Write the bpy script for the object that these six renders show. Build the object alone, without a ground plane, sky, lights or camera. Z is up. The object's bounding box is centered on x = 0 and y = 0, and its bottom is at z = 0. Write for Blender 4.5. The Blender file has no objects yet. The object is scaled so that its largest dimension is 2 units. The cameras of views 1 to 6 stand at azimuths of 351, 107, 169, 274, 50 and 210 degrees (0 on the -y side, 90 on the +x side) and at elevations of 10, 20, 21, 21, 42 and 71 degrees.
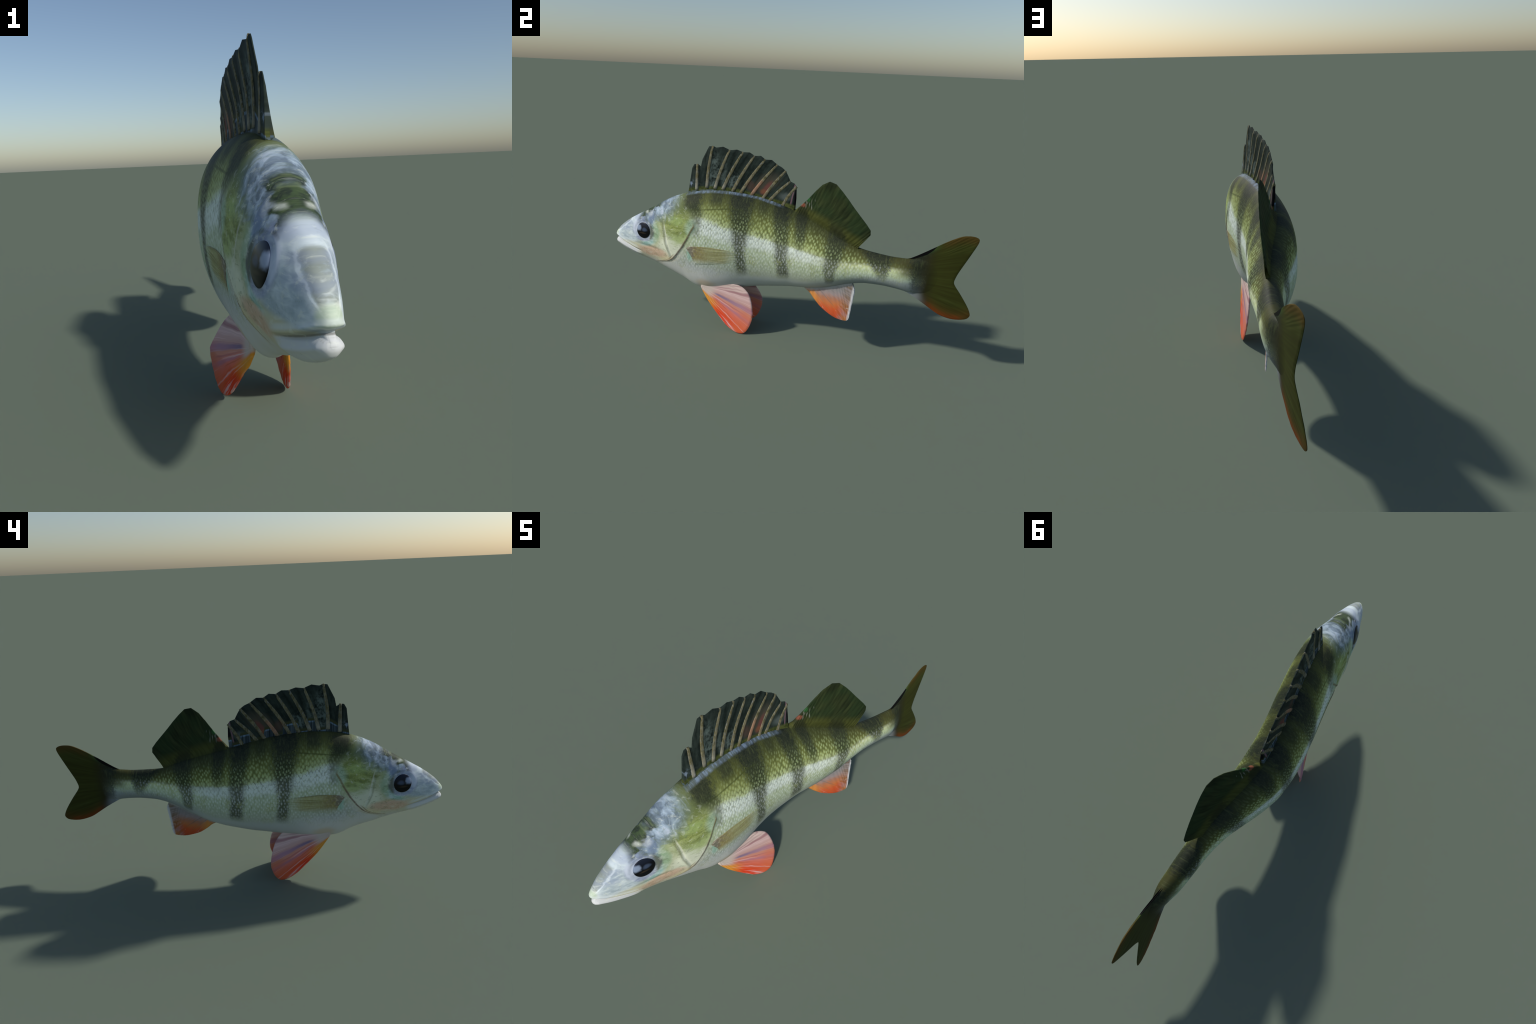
import bpy, bmesh, math, random
import numpy as np

random.seed(7)
np.random.seed(7)

# ---------------------------------------------------------------- curves ----
def pchip(xs, ys):
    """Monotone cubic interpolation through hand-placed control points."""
    xs = np.array(xs, float); ys = np.array(ys, float)
    h = np.diff(xs); d = np.diff(ys) / h
    m = np.zeros_like(ys)
    m[0], m[-1] = d[0], d[-1]
    for i in range(1, len(xs) - 1):
        if d[i - 1] * d[i] > 0:
            w1, w2 = 2 * h[i] + h[i - 1], h[i] + 2 * h[i - 1]
            m[i] = (w1 + w2) / (w1 / d[i - 1] + w2 / d[i])
    def f(x):
        x = np.clip(np.asarray(x, float), xs[0], xs[-1])
        i = np.clip(np.searchsorted(xs, x, side='right') - 1, 0, len(h) - 1)
        t = (x - xs[i]) / h[i]
        return ((2*t**3 - 3*t**2 + 1) * ys[i] + (t**3 - 2*t**2 + t) * h[i] * m[i]
                + (-2*t**3 + 3*t**2) * ys[i + 1] + (t**3 - t**2) * h[i] * m[i + 1])
    return f

def curve(*pts):
    return pchip([p[0] for p in pts], [p[1] for p in pts])

# the body bends sideways in a shallow S: x of the midline along the length y
SPINE = curve((-1.01, .025), (-.85, .0245), (-.75, .025), (-.65, .027), (-.58, .028), (-.5, .024), (-.42, .017),
              (-.34, .008), (-.26, -.002), (-.18, -.012), (-.10, -.019), (-.03, -.022), (.06, -.020), (.14, -.008),
              (.22, .012), (.30, .036), (.38, .058), (.46, .073), (.54, .083), (.62, .091), (.66, .095),
              (.70, .098), (.76, .097), (.82, .093), (.88, .088), (.94, .080), (1.0, .073))
# back and belly profile
TOP = curve((-1.003, .466), (-1.0, .475), (-.995, .483), (-.985, .495), (-.96, .522), (-.905, .564),
            (-.841, .602), (-.778, .638), (-.716, .674), (-.655, .710), (-.596, .737), (-.543, .756),
            (-.48, .774), (-.42, .784), (-.33, .789), (-.24, .785), (-.13, .771), (-.02, .745),
            (.063, .720), (.14, .695), (.22, .668), (.30, .638), (.38, .606), (.43, .586),
            (.52, .575), (.605, .570), (.67, .573), (.73, .580), (.80, .570), (.90, .540))
BOT = curve((-1.003, .426), (-1.0, .419), (-.993, .409), (-.975, .399), (-.95, .386), (-.91, .369),
            (-.86, .352), (-.79, .335), (-.73, .316), (-.665, .291), (-.60, .268), (-.54, .244),
            (-.50, .223), (-.455, .210), (-.40, .209), (-.33, .218), (-.22, .238), (-.11, .260),
            (-.04, .270), (.06, .287), (.14, .299), (.22, .318), (.30, .346), (.37, .376),
            (.43, .396), (.49, .408), (.57, .412), (.63, .409), (.70, .402), (.75, .402),
            (.80, .412), (.90, .440))
# half width, height of the widest level, section exponents above and below it
HALF = curve((-1.003, .008), (-1.0, .014), (-.99, .021), (-.97, .029), (-.94, .039), (-.90, .050),
             (-.86, .061), (-.82, .071), (-.78, .0765), (-.74, .0815), (-.70, .0875), (-.66, .095),
             (-.62, .103), (-.58, .106), (-.52, .109), (-.42, .112), (-.30, .113), (-.18, .112),
             (.0, .111), (.08, .109), (.14, .103), (.18, .098), (.22, .091), (.26, .083),
             (.30, .076), (.34, .068), (.38, .062), (.44, .055), (.50, .051), (.58, .048),
             (.66, .042), (.69, .035), (.72, .025), (.75, .0145), (.78, .0075), (.81, .0038), (.85, .0018), (.90, .0006))
MID = curve((-1.0, .45), (-.8, .45), (-.6, .50), (-.3, .52), (.1, .52), (.4, .45), (.84, .5))
EXP_UP = curve((-1.0, .9), (-.8, .85), (-.6, .9), (-.3, 1.0), (.1, 1.05), (.3, 1.25), (.5, 1.1), (.84, 1.0))
EXP_LO = curve((-1.0, .8), (-.8, 1.10), (-.62, 1.22), (-.48, 1.08), (-.36, .88), (-.22, .85), (.1, .95), (.4, 1.1), (.84, 1.0))
MOUTH = curve((-1.01, .450), (-.985, .445), (-.945, .431), (-.913, .420), (-.85, .402), (-.78, .385))

# the lower body lags the bend: sideways shift of the belly
SAG_MID = curve((-1.0, 0), (-.86, -.006), (-.72, -.010), (-.60, -.007), (-.48, -.003), (-.30, 0), (-.18, .001), (-.05, .008), (.08, .020),
                (.20, .030), (.30, .027), (.40, .013), (.50, .003), (.6, 0))
SAG_LOW = curve((-.62, 0), (-.48, .004), (-.40, .010), (-.30, .009), (-.16, .002), (-.05, 0), (1.0, .0))
def mid_x(y, z):
    t, b = TOP(y), BOT(y)
    s = (z - b) / (t - b)
    return (SPINE(y) + SAG_MID(y) * np.interp(s, [0, .15, .35, .55, .70, .88], [.32, .40, .55, .75, .50, 0])
            + SAG_LOW(y) * np.interp(s, [0, .15, .35, .60], [1, .9, .5, 0]))

def section(y, th):
    """Point (dx, z) of the body section at y; th runs -pi/2 (belly) .. pi/2 (back)."""
    t, b, w = TOP(y), BOT(y), HALF(y)
    zc = b + (t - b) * MID(y)
    s, c = np.sin(th), np.maximum(np.cos(th), 0.0)
    up = s >= 0
    z = np.where(up, zc + (t - zc) * s, zc + (zc - b) * s)
    x = w * np.where(up, c ** EXP_UP(y), c ** EXP_LO(y))
    return x, z

def body_halfwidth(y, z):
    t, b = TOP(y), BOT(y)
    zc = b + (t - b) * MID(y)
    s = np.clip(np.where(z >= zc, (z - zc) / (t - zc), (z - zc) / (zc - b)), -1, 1)
    return section(y, np.arcsin(s))[0]

# ------------------------------------------------------------ mesh helpers --
def new_mesh(name, verts, faces):
    me = bpy.data.meshes.new(name)
    me.from_pydata([tuple(map(float, v)) for v in verts], [], [tuple(map(int, f)) for f in faces])
    me.update()
    return me

def new_object(name, me, parent=None, mat=None):
    ob = bpy.data.objects.new(name, me)
    bpy.context.scene.collection.objects.link(ob)
    if parent: ob.parent = parent
    if mat: me.materials.append(mat)
    return ob

def fix_normals(me):
    bm = bmesh.new(); bm.from_mesh(me)
    bmesh.ops.remove_doubles(bm, verts=bm.verts, dist=1e-6)
    bmesh.ops.recalc_face_normals(bm, faces=bm.faces)
    bm.to_mesh(me); bm.free()
    for p in me.polygons: p.use_smooth = True

def catmull(pts, n):
    """Smooth closed-ended resampling of a 2D/3D point list, n samples per span."""
    P = np.array(pts, float)
    P = np.vstack([2 * P[0] - P[1], P, 2 * P[-1] - P[-2]])
    out = []
    for i in range(1, len(P) - 2):
        for k in range(n):
            t = k / n
            a, b, c, d = P[i - 1], P[i], P[i + 1], P[i + 2]
            out.append(.5 * (2*b + (c - a)*t + (2*a - 5*b + 4*c - d)*t*t + (3*b - a - 3*c + d)*t**3))
    out.append(P[-2])
    return np.array(out)

def linear(pts, n):
    P = np.array(pts, float)
    s = np.arange((len(P) - 1) * n + 1) / n
    return np.stack([np.interp(s, np.arange(len(P)), P[:, j]) for j in range(P.shape[1])], 1)

def sheet(name, stations, xmid, half, sub=6, nv=36, smooth=True, rim=.010, hmin=.0011, bow=None):
    """A fin: a two-sided blade ruled from base points to edge points.
    stations: (base_y, base_z, edge_y, edge_z); xmid(y, z, v) the blade's middle plane;
    half(s, v, d) its half thickness, s the station number, d metres out from the base."""
    S = (catmull if smooth else linear)(stations, sub)
    nu = len(S)
    v = np.linspace(0, 1, nv) ** .9
    s = np.arange(nu) / sub
    Y = S[:, None, 0] + (S[:, None, 2] - S[:, None, 0]) * v[None]
    Z = S[:, None, 1] + (S[:, None, 3] - S[:, None, 1]) * v[None]
    if bow:
        dy, dz = bow(s[:, None], v[None]); Y = Y + dy; Z = Z + dz
    L = np.hypot(S[:, 2] - S[:, 0], S[:, 3] - S[:, 1])
    d = L[:, None] * v[None]
    out = (1 - v)[None] * L[:, None]
    e0 = np.hypot(Y - Y[:1], Z - Z[:1]); e1 = np.hypot(Y - Y[-1:], Z - Z[-1:])
    edge = np.minimum(out, np.minimum(e0, e1))
    H = half(s[:, None], v[None], d)
    H = np.maximum(H * np.sqrt(np.clip(edge / rim, 0, 1)), hmin)
    X = xmid(Y, Z, v[None] + 0 * Y)
    verts, faces = [], []
    for sg in (1, -1):
        verts += list(np.stack([X + sg * H, Y, Z], -1).reshape(-1, 3))
    N = nu * nv
    g = lambda k, i, j: k * N + i * nv + j
    for i in range(nu - 1):
        for j in range(nv - 1):
            faces.append((g(0,i,j), g(0,i+1,j), g(0,i+1,j+1), g(0,i,j+1)))
            faces.append((g(1,i,j), g(1,i,j+1), g(1,i+1,j+1), g(1,i+1,j)))
        faces.append((g(0,i,nv-1), g(0,i+1,nv-1), g(1,i+1,nv-1), g(1,i,nv-1)))
        faces.append((g(0,i,0), g(1,i,0), g(1,i+1,0), g(0,i+1,0)))
    for j in range(nv - 1):
        faces.append((g(0,0,j), g(0,0,j+1), g(1,0,j+1), g(1,0,j)))
        faces.append((g(0,nu-1,j), g(1,nu-1,j), g(1,nu-1,j+1), g(0,nu-1,j+1)))
    me = new_mesh(name, verts, faces)
    fix_normals(me)
    me.set_sharp_from_angle(angle=math.radians(60))
    return me

def tube(path, radii, n=10, flat=1.0):
    """Closed tapering tube along a 3D path; flat squashes it sideways (x)."""
    P = np.array(path, float); m = len(P)
    T = np.gradient(P, axis=0); T /= np.linalg.norm(T, axis=1)[:, None]
    verts, faces = [], []
    for p, t, r in zip(P, T, radii):
        a = np.array([1., 0, 0]); a -= t * (a @ t); a /= np.linalg.norm(a)
        b = np.cross(t, a)
        for k in range(n):
            q = 2 * math.pi * k / n
            verts.append(p + r * (a * math.cos(q) * flat + b * math.sin(q)))
    for i in range(m - 1):
        for k in range(n):
            k2 = (k + 1) % n
            faces.append((i*n + k, i*n + k2, (i+1)*n + k2, (i+1)*n + k))
    faces.append(tuple(range(n))[::-1]); faces.append(tuple((m-1)*n + k for k in range(n)))
    return verts, faces

# ------------------------------------------------------------------- body ---
YS = np.concatenate([-1.003 + .059 * (1 - np.cos(np.linspace(0, math.pi / 2, 40)))[:-1],
                     np.linspace(-.944, .66, 330)[:-1], np.linspace(.66, .90, 80)])
NT = 120                                       # points per side, belly to back

def body_mesh():
    th = np.linspace(-math.pi / 2, math.pi / 2, NT)
    loop = np.concatenate([th, th[-2:0:-1]])
    sgn = np.concatenate([np.ones(NT), -np.ones(NT - 2)])
    M = len(loop)
    rows = []
    for y in YS:
        x, z = section(y, loop)
        rows.append(np.stack([mid_x(y, z) + sgn * x, np.full(M, y), z], 1))
    G = np.array(rows)                                             # (ny, M, 3)
    du = np.roll(G, -1, 1) - np.roll(G, 1, 1)
    dv = np.gradient(G, axis=0)
    Nn = np.cross(dv, du); Nn /= np.linalg.norm(Nn, axis=2)[..., None] + 1e-12
    if (Nn[200, 30, 0] < 0): Nn = -Nn
    Nn[0] = (0, -1, 0)
    Y, Z = G[..., 1], G[..., 2]
    # mouth cleft between upper lip and lower jaw
    fade = np.clip((-.80 - Y) / .05, 0, 1)
    fade = fade * fade * (3 - 2 * fade)
    dz = Z - MOUTH(Y)
    deep = np.clip((-.86 - Y) / .12, 0, 1)
    cleft = fade * ((.010 + .009 * deep) * np.exp(-(dz / (.0046 + .0036 * deep ** 2)) ** 2) + .004 * np.exp(-((dz + .010) / .012) ** 2))
    lips = fade * np.clip((Y + 1.003) / .02, 0, 1) * (.0045 * np.exp(-((dz + .021) / .008) ** 2)) + fade * np.clip((Y + 1.003) / .02, 0, 1) * .003 * np.exp(-((dz - .011) / .006) ** 2)
    # orbit rim round the eye, and the gill cover standing slightly proud behind
    er = np.hypot(Y + .788, (Z - .523) / .95)
    orbit = -.0025 * np.exp(-((er - .050) / .008) ** 2) + .0010 * np.exp(-((er - .066) / .009) ** 2)
    gd = Y - GILL(Z)
    side = np.clip((Z - .33) / .05, 0, 1) * np.clip((.64 - Z) / .05, 0, 1)
    plate = side * np.where(gd < 0, .0042 * np.exp(gd / .035), -.0015 * np.exp(-gd / .012) + .0043 * np.exp(-(gd / .006) ** 2))
    pre = Y - np.interp(Z, [.36, .416, .476, .53, .581, .62], [-.60, -.606, -.630, -.638, -.650, -.66])
    pm = np.clip((Z - .37) / .06, 0, 1) * np.clip((.63 - Z) / .06, 0, 1)
    fold = pm * (.0034 * np.exp(-((pre + .012) / .010) ** 2) - .0038 * np.exp(-((pre - .004) / .006) ** 2))
    cheek = np.clip((-.66 - Y) / .05, 0, 1) * np.clip((Y + .86) / .06, 0, 1)
    fold += cheek * (.0024 * np.exp(-((Z - .452 - (Y + .76) * -.12) / .010) ** 2) - .0020 * np.exp(-((Z - .434 - (Y + .76) * -.12) / .007) ** 2))
    G = G + Nn * (lips + orbit + plate + fold)[..., None]
    half = np.maximum(np.abs(G[..., 0] - mid_x(Y, Z)).max(1, keepdims=True), 1e-4)
    mx = mid_x(Y, Z)
    G[..., 0] = mx + (G[..., 0] - mx) * (1 - np.minimum(cleft / half, .5))
    G[..., 1] += cleft * np.exp(-np.clip(Y + 1.004, 0, 1) / .03)
    return G, M

def build_body(root, mat_of):
    G, M = body_mesh()
    ny = len(G)
    verts = G.reshape(-1, 3)
    faces = []
    for i in range(ny - 1):
        for k in range(M):
            k2 = (k + 1) % M
            faces.append((i*M + k, i*M + k2, (i+1)*M + k2, (i+1)*M + k))
    # close snout tip and tail end by bridging left to right at equal heights
    for o in (0, (ny - 1) * M):
        faces.append((o, o + 1, o + M - 1))
        for k in range(1, NT - 2): faces.append((o + k, o + k + 1, o + M - k - 1, o + M - k))
        faces.append((o + NT - 2, o + NT - 1, o + NT))
    whole = new_mesh('body', verts, faces)
    bm = bmesh.new(); bm.from_mesh(whole); bmesh.ops.recalc_face_normals(bm, faces=bm.faces)
    bm.to_mesh(whole); bm.free()
    for p in whole.polygons: p.use_smooth = True
    nor = np.array([v.normal[:] for v in whole.vertices])
    V = np.array([v.co[:] for v in whole.vertices])
    regions = {}
    for p in whole.polygons:
        y, z = V[list(p.vertices)][:, 1:].mean(0)
        if y < -.80 and z < MOUTH(y): r = 'lower_jaw'
        elif y < GILL(z): r = 'head'
        elif y < .44: r = 'torso'
        else: r = 'tail_stem'
        regions.setdefault(r, []).append(tuple(p.vertices))
    obs = {}
    for r, fs in regions.items():
        used = sorted({i for f in fs for i in f})
        idx = {o: n for n, o in enumerate(used)}
        me = new_mesh(r, V[used], [[idx[i] for i in f] for f in fs])
        for p in me.polygons: p.use_smooth = True
        me.normals_split_custom_set_from_vertices([tuple(n) for n in nor[used]])
        obs[r] = new_object(r, me, root, mat_of(r))
    bpy.data.meshes.remove(whole)
    return obs

# rear edge of the gill cover: y as a function of z
GILL = curve((.20, -.73), (.335, -.72), (.350, -.69), (.366, -.635), (.385, -.60), (.424, -.563), (.470, -.529), (.525, -.497),
             (.564, -.478), (.598, -.459), (.64, -.475), (.70, -.54), (.76, -.565), (.82, -.58))

# ------------------------------------------------------------------- fins ---
# spiny dorsal fin: each row is base (y, z) and tip (y, z)
FIN1 = [(-.535, .740, -.527, .775), (-.527, .745, -.520, .845), (-.520, .750, -.514, .894),
        (-.503, .755, -.501, .916), (-.481, .760, -.483, .918), (-.468, .760, -.473, .912),
        (-.458, .760, -.464, .906), (-.452, .760, -.455, .947), (-.440, .762, -.420, 1.016),
        (-.424, .765, -.398, 1.019), (-.412, .765, -.381, 1.012), (-.398, .765, -.343, 1.019),
        (-.385, .765, -.306, 1.004), (-.358, .765, -.268, 1.009), (-.345, .765, -.234, .998),
        (-.318, .762, -.200, .999), (-.292, .760, -.172, .983), (-.268, .758, -.140, .986),
        (-.250, .755, -.114, .968), (-.222, .752, -.080, .969), (-.195, .748, -.048, .946),
        (-.160, .742, -.022, .934), (-.130, .735, -.001, .918), (-.110, .730, .014, .893),
        (-.098, .725, .028, .866), (-.055, .718, .052, .857), (-.015, .708, .063, .842),
        (.030, .700, .066, .780), (.058, .690, .064, .720)]
RAY1 = [4, 9, 12, 14, 16, 18, 20, 22, 24, 26]        # stations that carry a bony spine
FIN1_X = lambda y, z, v: SPINE(y) + .002 - .038 * np.maximum(0, z - TOP(y))

FIN2 = [(.060, .690, .062, .716), (.072, .685, .097, .750), (.085, .680, .139, .796), (.105, .672, .180, .846),
        (.130, .662, .213, .882), (.150, .655, .252, .905), (.175, .645, .288, .897), (.205, .634, .322, .866),
        (.240, .620, .355, .831), (.275, .606, .388, .793), (.308, .593, .422, .756), (.340, .580, .456, .719),
        (.365, .570, .479, .690), (.385, .562, .481, .666), (.400, .556, .469, .649), (.410, .552, .436, .623),
        (.415, .550, .427, .599), (.418, .548, .427, .580)]
FIN2_X = lambda y, z, v: SPINE(y + .06 * np.clip((z - TOP(y)) / .06 + .6, 0, 1)) + .10 * np.maximum(0, z - TOP(y))

ANAL = [(.135, .330, .135, .300), (.160, .335, .156, .294), (.180, .340, .184, .278), (.205, .350, .214, .250),
        (.235, .360, .262, .214), (.265, .370, .328, .186), (.295, .380, .370, .1795), (.320, .390, .395, .1805),
        (.340, .397, .409, .186), (.355, .402, .417, .205), (.370, .408, .423, .262), (.385, .413, .430, .320),
        (.395, .418, .433, .350), (.402, .420, .429, .365), (.405, .422, .419, .378), (.406, .424, .414, .394)]
ANAL_X = lambda y, z, v: SPINE(y + .06 * np.clip((BOT(y) - z) / .03 + .7, 0, 1)) + .08 * np.maximum(0, BOT(y) - z)

TAIL = [(.640, .566, .690, .574), (.645, .562, .725, .595), (.65, .560, .755, .615), (.66, .557, .810, .660),
        (.67, .552, .858, .691), (.68, .547, .902, .713), (.685, .542, .933, .719), (.69, .537, .960, .718),
        (.69, .532, .978, .711), (.69, .527, .983, .700), (.69, .522, .977, .676), (.69, .515, .952, .617),
        (.69, .506, .916, .535), (.69, .500, .905, .502), (.69, .493, .902, .482), (.69, .486, .910, .463),
        (.69, .478, .943, .419), (.69, .468, .980, .365), (.69, .463, .997, .332), (.69, .458, 1.0, .313),
        (.69, .452, .986, .296), (.69, .447, .955, .288), (.685, .442, .920, .287), (.68, .436, .887, .293),
        (.67, .430, .848, .307), (.66, .426, .795, .340), (.65, .422, .757, .364), (.645, .420, .705, .394),
        (.640, .418, .670, .404)]
TAIL_X = lambda y, z, v: SPINE(y)

# pelvic fins, both from the same outline, each leaning out in its own plane
PELV = [(-.440, .262, -.446, .228), (-.440, .262, -.430, .202), (-.440, .262, -.397, .158), (-.435, .252, -.362, .120),
        (-.425, .254, -.316, .074), (-.415, .256, -.270, .032), (-.405, .258, -.225, .007), (-.395, .260, -.185, .0005),
        (-.385, .262, -.160, .010), (-.375, .264, -.142, .034), (-.362, .266, -.128, .070), (-.348, .268, -.122, .105),
        (-.332, .270, -.126, .150), (-.315, .272, -.140, .200), (-.300, .274, -.160, .236), (-.285, .276, -.195, .262),
        (-.270, .278, -.235, .272)]
PELV = [(a, b, c + .005, d) for a, b, c, d in PELV]
def plane_x(A, B, C):
    M = np.array([[1, p[1], p[2]] for p in (A, B, C)]); k = np.linalg.solve(M, [p[0] for p in (A, B, C)])
    return lambda y, z, v: k[0] + k[1] * y + k[2] * z
_PL = plane_x((.074, -.434, .207), (.114, -.175, .002), (.094, -.122, .110))
_PR = plane_x((-.028, -.432, .205), (-.090, -.188, .002), (-.113, -.130, .100))
# towards the rear root the blade curls in under the belly
CURL = lambda y, z: .38 * np.maximum(0, z - .135) * np.clip((y + .47) / .18, 0, 1)
PELV_L = lambda y, z, v: _PL(y, z, v)
PELV_R = lambda y, z, v: _PR(y, z, v) + 1.25 * CURL(y, z)

# ------------------------------------------------------------------ build ---
def ridge(s, at, w):
    return np.exp(-((s - at) / w) ** 2)

def build(mats):
    root = bpy.data.objects.new('perch', None)
    bpy.context.scene.collection.objects.link(root)
    root['label'] = 'green striped perch with spiny back fin and orange fins'
    root['category'] = 'fish'
    build_body(root, lambda r: mats['skin'])

    h1 = lambda s, v, d: .0030 + .011 * np.clip(1 - d / .14, 0, 1) ** 1.4 + .002 * np.exp(-d / .022)
    fold = lambda s: sum(ridge(s, st, .8) for st in RAY1)
    h1f = lambda s, v, d: h1(s, v, d) + .0024 * fold(s) * np.clip(v * 4 - .6, 0, 1)
    me = sheet('spiny_dorsal_fin', FIN1, FIN1_X, h1f, sub=6, nv=44, smooth=False, rim=.012)
    fin1 = new_object('spiny_dorsal_fin', me, root, mats['fin1'])
    me.materials.append(mats['fin1_far'])
    for pl in me.polygons:
        if pl.normal.x < 0: pl.material_index = 1
    S = np.array(FIN1)
    for i, st in enumerate(RAY1):
        b, t = S[st, :2], S[st, 2:]
        v = np.linspace(.12, 1.0, 14)
        path = []
        for q in v:
            y, z = b + (t - b) * q
            y -= .008 * math.sin(math.pi * q) * (i > 0)
            path.append((float(FIN1_X(y, z, q)), y, z))
        L = np.linalg.norm(t - b)
        base = h1(0, 0, np.array(v * L))
        r = np.interp(v, [0, .6, 1], [.0112, .0098, .0068])
        verts, faces = [], []
        # an oval spine just proud of the membrane on both sides
        P = np.array(path); T = np.gradient(P, axis=0); T /= np.linalg.norm(T, axis=1)[:, None]
        n = 12
        edge = np.sqrt(np.clip((1 - v) * L / .012, 0, 1))
        for p, tt, rr, hb, eg in zip(P, T, r, base, edge):
            a = np.array([1., 0, 0]); a -= tt * (a @ tt); a /= np.linalg.norm(a); c = np.cross(tt, a)
            for k in range(n):
                q = 2 * math.pi * k / n
                cs = math.cos(q)
                verts.append(p + a * math.copysign(abs(cs) ** .35, cs) * (max((hb + .0024) * eg, .001) + .0018) + c * math.sin(q) * rr)
        for j in range(len(P) - 1):
            for k in range(n):
                k2 = (k + 1) % n
                faces.append((j*n + k, j*n + k2, (j+1)*n + k2, (j+1)*n + k))
        faces.append(tuple(range(n))[::-1]); faces.append(tuple((len(P)-1)*n + k for k in range(n)))
        m = new_mesh('fin_spine', verts, faces); fix_normals(m)
        new_object('fin_spine', m, fin1, mats['spine'])

    h2 = lambda s, v, d: (.0028 + (.028 - .014 * np.clip((s - 6) / 8, 0, 1)) * np.exp(-d / .042) + .0007 * np.cos(s * 2 * math.pi * 1.5) * np.clip(v * 3, 0, 1))
    new_object('soft_dorsal_fin', sheet('soft_dorsal_fin', FIN2, FIN2_X, h2, sub=8, nv=40, smooth=False), root, mats['fin2'])
    h3 = lambda s, v, d: (.0028 + .020 * np.exp(-d / .04) + .0008 * np.cos(s * 2 * math.pi * 1.2) * np.clip(v * 3, 0, 1))
    new_object('anal_fin', sheet('anal_fin', ANAL, ANAL_X, h3, sub=8, nv=40), root, mats['anal'])
    ht = lambda s, v, d: (.0030 + .0003 * np.cos(s * 2 * math.pi) * np.clip((d - .16) / .06, 0, 1))
    new_object('tail_fin', sheet('tail_fin', TAIL, TAIL_X, ht, sub=8, nv=40), root, mats['skin'])
    hp = lambda s, v, d: (.0065 - .002 * v + .006 * np.exp(-d / .03) + .0005 * np.cos(s * 2 * math.pi * 1.0) * np.clip(v * 3 - .3, 0, 1))
    for X, cut in ((PELV_L, 0), (PELV_R, .010)):
        out = [(a, b, c - cut * max(0, min(1, (c + .24) / .08)), d) for a, b, c, d in PELV]
        new_object('pelvic_fin', sheet('pelvic_fin', out, X, hp, sub=8, nv=40, rim=.008), root, mats['pelvic'])

    # side (pectoral) fins, laid flat along the flank
    for sg in (1, -1):
        new_object('pectoral_fin', pectoral_mesh(sg), root, mats['pectoral'])
    # eyes: shallow domes set into the sides of the head
    for sg in (1, -1):
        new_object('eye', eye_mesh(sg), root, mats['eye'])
    return root

PECT = [(-.500, .470, -.488, .480), (-.498, .464, -.440, .487), (-.494, .457, -.380, .490), (-.490, .451, -.310, .487),
        (-.486, .445, -.250, .482), (-.482, .439, -.212, .470), (-.478, .433, -.190, .453), (-.474, .427, -.184, .438),
        (-.470, .420, -.200, .422), (-.467, .413, -.240, .408), (-.464, .406, -.300, .394), (-.461, .399, -.360, .387),
        (-.458, .392, -.410, .384), (-.456, .386, -.448, .380)]

def pectoral_mesh(sg):
    def xm(y, z, v): return mid_x(y, z) + sg * (body_halfwidth(y, z) + .0010 * np.clip(v * 4, 0, 1) - .0034 * v ** 3 * np.clip((.478 - z) / .02, 0, 1))
    h = lambda s, v, d: .0014 + .0004 * np.cos(s * 2 * math.pi * 1.5) * np.clip(v * 3, 0, 1)
    return sheet('pectoral_fin', PECT, xm, h, sub=6, nv=40, rim=.006, hmin=.0004)

def eye_mesh(sg):
    """A shallow lens that follows the curve of the cheek."""
    verts, faces = [], []
    rings, seg = 20, 56
    def at(r, q):
        y = EYE_Y + EYE_R * r * math.cos(q); z = EYE_Z + EYE_R * r * math.sin(q)
        dome = .0048 * math.sqrt(max(0, 1 - r * r)) - .0006
        return (float(mid_x(y, z) + sg * (body_halfwidth(y, z) + dome)), y, z)
    verts.append(at(0, 0))
    for i in range(1, rings + 1):
        r = math.sin(i / rings * math.pi / 2)
        verts += [at(r, 2 * math.pi * k / seg) for k in range(seg)]
    verts += [(v[0] - sg * .02, v[1], v[2]) for v in verts[-seg:]]
    for k in range(seg): faces.append((0, 1 + k, 1 + (k + 1) % seg))
    for i in range(rings):
        for k in range(seg):
            k2 = (k + 1) % seg
            faces.append((1 + i*seg + k, 1 + (i+1)*seg + k, 1 + (i+1)*seg + k2, 1 + i*seg + k2))
    faces.append(tuple(1 + rings*seg + k for k in range(seg)))
    me = new_mesh('eye', verts, faces); fix_normals(me)
    me.set_sharp_from_angle(angle=math.radians(50))
    return me

# -------------------------------------------------------------- materials ---
class Sock:
    """A float node socket with arithmetic."""
    def __init__(self, g, s): self.g, self.s = g, s
    def __add__(a, b): return a.g.m('ADD', a, b)
    __radd__ = __add__
    def __sub__(a, b): return a.g.m('SUBTRACT', a, b)
    def __rsub__(a, b): return a.g.m('SUBTRACT', b, a)
    def __mul__(a, b): return a.g.m('MULTIPLY', a, b)
    __rmul__ = __mul__
    def __truediv__(a, b): return a.g.m('DIVIDE', a, b)
    def abs(a): return a.g.m('ABSOLUTE', a)

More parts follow.
